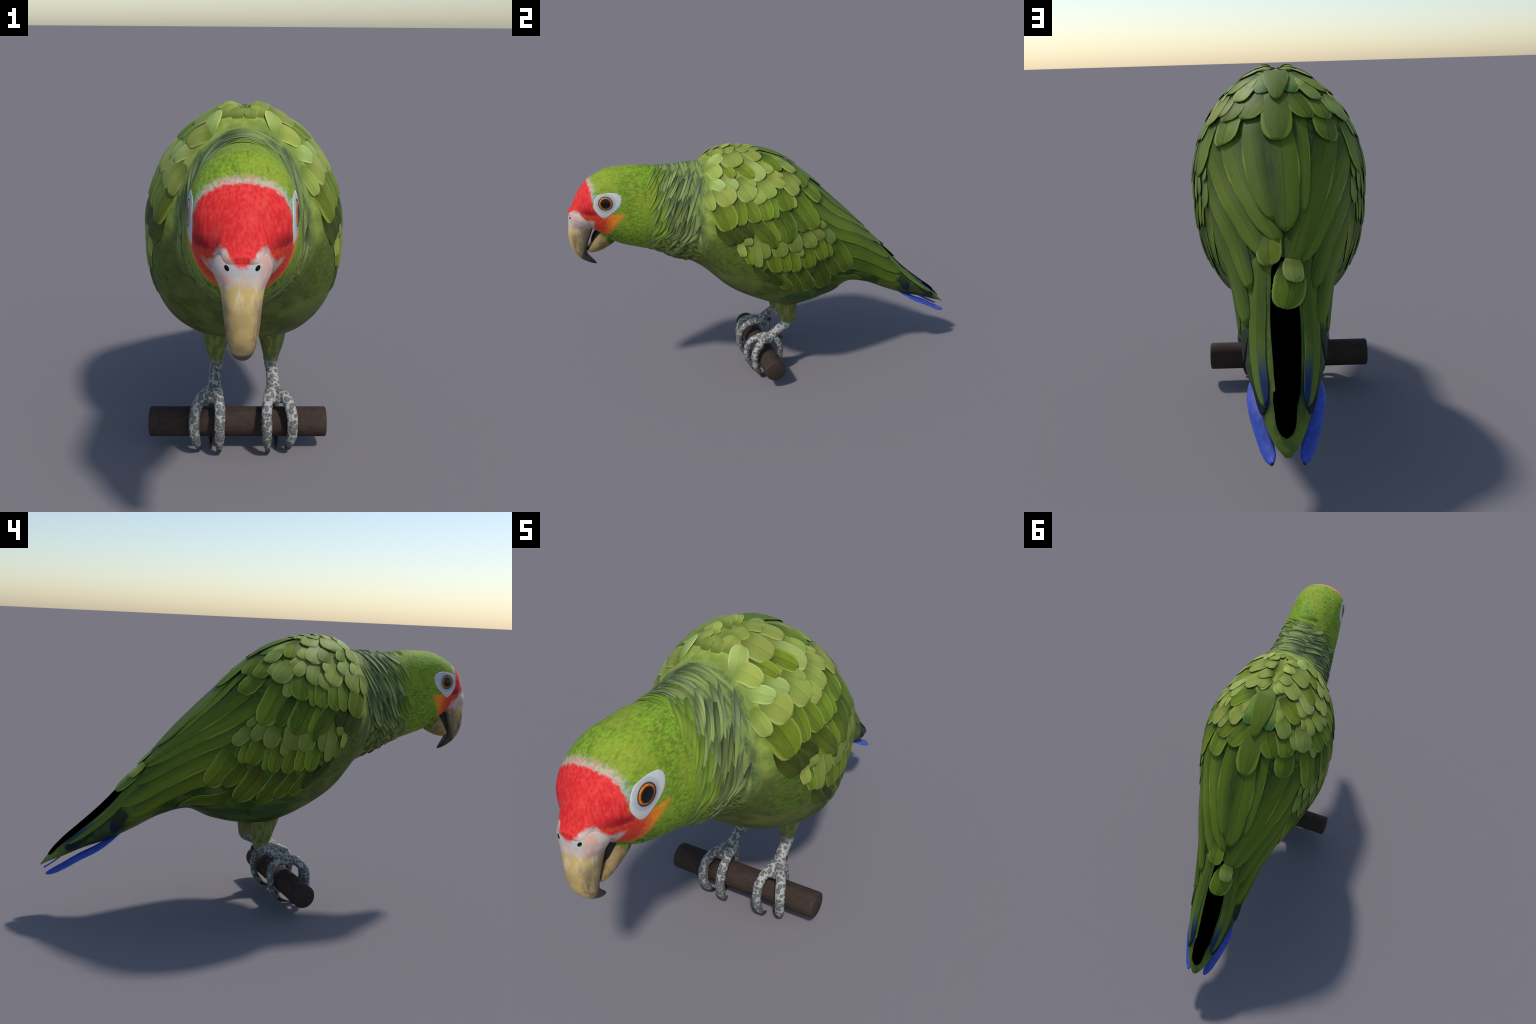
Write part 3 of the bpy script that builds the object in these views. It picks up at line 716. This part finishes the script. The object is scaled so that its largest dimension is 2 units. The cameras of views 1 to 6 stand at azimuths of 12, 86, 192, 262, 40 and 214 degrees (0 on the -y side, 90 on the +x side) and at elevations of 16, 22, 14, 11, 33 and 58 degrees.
# ------------------------------------------------------------------ eyes
def ring_material():
    m = Mat("eye_ring_skin", 0.6, 0.25)
    r = m.dist((0.12, -0.845, 1.043), (9.0, 1.0, 1.0))
    w = m.node("TexWave", 1, {"wave_type": "RINGS", "rings_direction": "SPHERICAL"}, Vector=m.node("CombineXYZ", i0=r, i1=0.0, i2=0.0), Scale=60.0, Distortion=3.0, Detail=2.0)
    c = m.mix(m.math("MULTIPLY", m.ramp(w, 0.2, 0.8), m.ramp(m.noise(45, 2), 0.35, 0.6)), srgb(200, 201, 198), srgb(214, 214, 209))
    c = m.mix(m.ramp(r, 0.052, 0.04, 0, 0.6), c, srgb(160, 162, 172))
    c = m.mix(m.ramp(r, 0.0365, 0.031), c, srgb(44, 36, 32))
    m.colour(c)
    m.bump(m.math("MULTIPLY", w, m.noise(45, 2)), 0.2, 0.0015)
    return m.m


def eye_material():
    m = Mat("eye", 0.22, 0.35)
    r = m.dist((0.12, -0.845, 1.043), (9.0, 1.0, 1.0))
    n = m.noise(90, 3)
    c = m.mix(m.ramp(n, 0.4, 0.62), srgb(190, 98, 20), srgb(224, 130, 40))
    c = m.mix(m.ramp(r, 0.0256, 0.0232), c, srgb(120, 50, 14))
    c = m.mix(m.ramp(r, 0.0232, 0.0208), c, srgb(14, 12, 12))
    c = m.mix(m.ramp(r, 0.0285, 0.0302), c, srgb(44, 26, 18))
    m.colour(c)
    return m.m


RINGM, EYEM = ring_material(), eye_material()
RING = [(-0.882, 1.077), (-0.848, 1.089), (-0.81, 1.09), (-0.781, 1.081), (-0.77, 1.058), (-0.784, 1.022), (-0.822, 0.990), (-0.857, 0.969), (-0.888, 0.998), (-0.9, 1.036)]
for s in (1, -1):
    edge = catmull(RING, 64, closed=True)
    cy, cz = -0.845, 1.043
    rings = []
    for t, h in ((-0.05, -0.002), (0.0, 0.0002), (0.06, 0.0007), (0.2, 0.0008), (0.4, 0.0009), (0.6, 0.0010), (0.8, 0.0015), (0.92, 0.0020), (1.0, 0.0016), (1.08, -0.003)):
        ring = []
        for y, z in edge:                                     # from the ragged skin outline in to the round lid
            a = math.atan2(z - cz, y - cy)
            q = (y + (cy + 0.0295 * math.cos(a) - y) * t, z + (cz + 0.0295 * math.sin(a) - z) * t)
            hit, nor, *_ = BVH.ray_cast(Vector((s * 0.6, q[0], q[1])), Vector((-s, 0, 0)))
            ring.append(hit + nor * h)
        rings.append([tuple(p) for p in ring])
    add("eye_ring", make_mesh("eye_ring", *loft(rings, cap=False)), OB["head"], RINGM)
    hit, nor, *_ = BVH.ray_cast(Vector((s * 0.6, cy, cz)), Vector((-s, 0, 0)))
    rings = []
    for a in np.linspace(0.02, 1.45, 16):
        ring = []
        for b in np.linspace(0, 2 * np.pi, 40, endpoint=False):
            R = 0.0305 * math.sin(a)
            yy, zz = cy + R * math.cos(b), cz + R * math.sin(b)
            h2, n2, *_ = BVH.ray_cast(Vector((s * 0.6, yy, zz)), Vector((-s, 0, 0)))
            ring.append(tuple(h2 + n2 * (0.0052 * math.cos(a) - 0.0005)))
        rings.append(ring)
    v, f = loft(rings, cap=False)
    c = len(v)
    v.append(np.mean(rings[0], 0))
    f += [(j, (j + 1) % 40, c) for j in range(40)]
    add("eye", make_mesh("eye", v, f), OB["head"], EYEM)


# ------------------------------------------------------------------ legs and feet
def leg_material():
    m = Mat("scaly_leg", 0.55, 0.3)
    x, y, z = m.xyz()
    vec = m.node("VectorMath", props={"operation": "ADD"}, i0=m.obj, i1=m.node("VectorMath", props={"operation": "SCALE"}, i0=m.noise(30, 2, out=1), Scale=0.012))
    vor = m.node("TexVoronoi", 0, Vector=vec, Scale=60.0, Randomness=0.6)
    cell = m.node("TexVoronoi", 1, Vector=vec, Scale=60.0, Randomness=0.6)
    cr = m.node("SeparateColor", 0, Color=cell)
    fine = m.noise(120, 3)
    pale = m.mix(m.ramp(fine, 0.35, 0.65), srgb(154, 154, 151), srgb(178, 176, 171))
    size = m.math("ADD", m.ramp(cr, 0.0, 1.0, 0.42, 0.6), m.ramp(z, 0.21, 0.16, 0.0, 0.1))
    d = m.math("DIVIDE", vor, size)
    spot = m.mix(m.ramp(d, 0.2, 0.8), srgb(122, 122, 118), srgb(82, 85, 83))
    c = m.mix(m.ramp(d, 1.15, 0.72), pale, spot)
    c = m.mix(m.math("MULTIPLY", m.ramp(m.noise(50, 2), 0.55, 0.7), 0.25), c, srgb(196, 150, 142))
    c = m.mix(m.ramp(z, 0.06, 0.02, 0, 0.5), c, srgb(96, 94, 92))
    soft = m.mix(m.ramp(m.noise(60, 3, m.stretch(1, 1, 0.3)), 0.4, 0.6), srgb(98, 110, 44), srgb(132, 134, 74))
    zz = m.math("ADD", m.line([(0.35, y)], z), m.math("MULTIPLY", m.math("SUBTRACT", fine, 0.5), 0.03))
    c = m.mix(m.ramp(zz, 0.272, 0.330), c, soft)
    m.colour(c)
    m.bump(m.math("ADD", m.ramp(d, 1.2, 0.7), m.math("MULTIPLY", fine, 0.2)), 0.3, 0.003)
    return m.m


LEGM = leg_material()
claw = Mat("claw_horn", 0.35, 0.4)
claw.colour(claw.mix(claw.noise(50), srgb(34, 30, 28), srgb(66, 60, 54)))
OUTER = [(0.115, -0.045, 0.208), (0.132, -0.078, 0.212), (0.152, -0.108, 0.203), (0.166, -0.137, 0.174), (0.171, -0.148, 0.128), (0.168, -0.142, 0.073), (0.160, -0.116, 0.028)]
INNER = [(0.100, -0.045, 0.208), (0.092, -0.080, 0.212), (0.086, -0.112, 0.204), (0.081, -0.150, 0.180), (0.081, -0.168, 0.135), (0.082, -0.163, 0.080), (0.085, -0.136, 0.030)]
REAR = [(0.107, -0.035, 0.205), (0.110, -0.008, 0.182), (0.112, 0.005, 0.150), (0.115, 0.007, 0.113), (0.117, -0.005, 0.066), (0.118, -0.038, 0.026)]
for s in (1, -1):
    pieces = [
        tube([(0.100, 0.03, 0.47), (0.101, 0.045, 0.40), (0.101, 0.052, 0.35), (0.099, 0.056, 0.31), (0.098, 0.056, 0.285), (0.1, 0.045, 0.272), (0.102, 0.022, 0.258), (0.104, -0.008, 0.238), (0.105, -0.035, 0.217), (0.105, -0.055, 0.207)],
             [(0.056, 0.07), (0.050, 0.062), (0.041, 0.052), (0.030, 0.044), (0.026, 0.038), (0.024, 0.031), (0.0225, 0.027), (0.0225, 0.025), (0.025, 0.025), (0.022, 0.018)], 24, 50),
        tube(OUTER, [0.024, 0.022, 0.020, 0.020, 0.0195, 0.018, 0.012], 18, 40),
        tube(INNER, [0.024, 0.021, 0.019, 0.019, 0.019, 0.0175, 0.012], 18, 40),
        tube(REAR, [0.024, 0.020, 0.0175, 0.0165, 0.0155, 0.0105], 18, 36),
        tube([(0.113, -0.05, 0.198), (0.116, -0.09, 0.196), (0.118, -0.105, 0.19)], [(0.03, 0.016), (0.03, 0.013), (0.022, 0.008)], 18, 12),
    ]
    v, f = [], []
    for pv, pf in pieces:
        f += [tuple(i + len(v) for i in q) for q in pf]
        v += [(s * p[0], p[1], p[2]) for p in pv]
    me = make_mesh("leg_raw", v, f)
    tmp = add("leg_raw", me, None)
    r = tmp.modifiers.new("r", "REMESH")
    r.mode, r.voxel_size, r.use_smooth_shade = "VOXEL", 0.0036, True
    sm = tmp.modifiers.new("s", "SMOOTH")
    sm.factor, sm.iterations = 0.5, 8
    dg = bpy.context.evaluated_depsgraph_get()
    whole = bpy.data.meshes.new_from_object(tmp.evaluated_get(dg))
    bpy.data.objects.remove(tmp)
    nv = len(whole.vertices)
    co = np.empty(nv * 3)
    whole.vertices.foreach_get("co", co)
    co = co.reshape(-1, 3)
    no = np.empty(nv * 3)
    whole.vertices.foreach_get("normal", no)
    no = no.reshape(-1, 3)
    for i in range(nv):                                       # raised scutes and skin rings on the toes
        p = co[i]
        if p[2] < 0.30:
            d = noise.voronoi(Vector(p) * 60)[0]
            co[i] = p + no[i] * (0.0013 * (smooth01((d[1] - d[0]) * 2.2) - 0.6))
    whole.vertices.foreach_set("co", co.ravel())
    whole.update()
    nn = np.empty(nv * 3)
    whole.vertices.foreach_get("normal", nn)
    nn = nn.reshape(-1, 3)
    fs = {"leg": [], "foot": []}
    for p in whole.polygons:
        fs["leg" if p.center.z > 0.226 + 0.15 * max(0, -(p.center.y + 0.02)) else "foot"].append(tuple(p.vertices))
    made = {}
    for name in ("leg", "foot"):
        used = sorted({q for t in fs[name] for q in t})
        ix = {q: k for k, q in enumerate(used)}
        m2 = make_mesh(name, [co[q] for q in used], [[ix[q] for q in t] for t in fs[name]], recalc=False)
        m2.normals_split_custom_set_from_vertices([tuple(nn[q]) for q in used])
        made[name] = add(name, m2, parrot, LEGM)
    claws = [[(0.161, -0.122, 0.033), (0.158, -0.110, 0.018), (0.153, -0.094, 0.009), (0.147, -0.083, 0.010)],
             [(0.085, -0.142, 0.036), (0.086, -0.130, 0.016), (0.088, -0.112, 0.0065), (0.090, -0.100, 0.006)],
             [(0.118, -0.034, 0.028), (0.118, -0.052, 0.014), (0.117, -0.074, 0.006), (0.116, -0.094, 0.004)],
             [(0.110, 0.004, 0.212), (0.111, 0.017, 0.206), (0.111, 0.018, 0.196), (0.111, 0.014, 0.186)]]
    for c in claws:
        add("claw", make_mesh("claw", *tube([(s * a, b, h) for a, b, h in c], [0.0105, 0.009, 0.006, 0.0015], 12, 14)), made["foot"], claw.m)

# ------------------------------------------------------------------ the perch
m = Mat("dark_bark", 0.85, 0.15)
n1 = m.noise(90, 4, m.stretch(0.5, 1, 1))
n2 = m.noise(160, 3)
m.colour(m.mix(m.ramp(n1, 0.35, 0.65), srgb(60, 49, 43), srgb(68, 56, 49)))
m.bump(m.math("ADD", n2, m.math("MULTIPLY", n1, 0.7)), 0.5, 0.004)
R, XA, XB = 0.0525, -0.3335, 0.2935
prof = [(XA, R - 0.006), (XA + 0.002, R - 0.002), (XA + 0.006, R)] + [(x, R) for x in np.linspace(XA + 0.03, XB - 0.03, 24)] + [(XB - 0.006, R), (XB - 0.002, R - 0.002), (XB, R - 0.006)]
rings = [[(x, r * math.cos(a), r * math.sin(a)) for a in np.linspace(0, 2 * np.pi, 64, endpoint=False)] for x, r in prof]
pm = make_mesh("perch", *loft(rings))
perch = add("perch", pm, None, m.m)
pm.set_sharp_from_angle(angle=math.radians(50))
cy_, sy_ = math.cos(YAW), math.sin(YAW)
perch.location = (SHIFT[0] - sy_ * -0.07, cy_ * -0.07, 0.101)
perch.rotation_euler = (0, 0, YAW)
perch["label"] = "short straight round dark brown wooden perch bar"
perch["category"] = "bird perch"
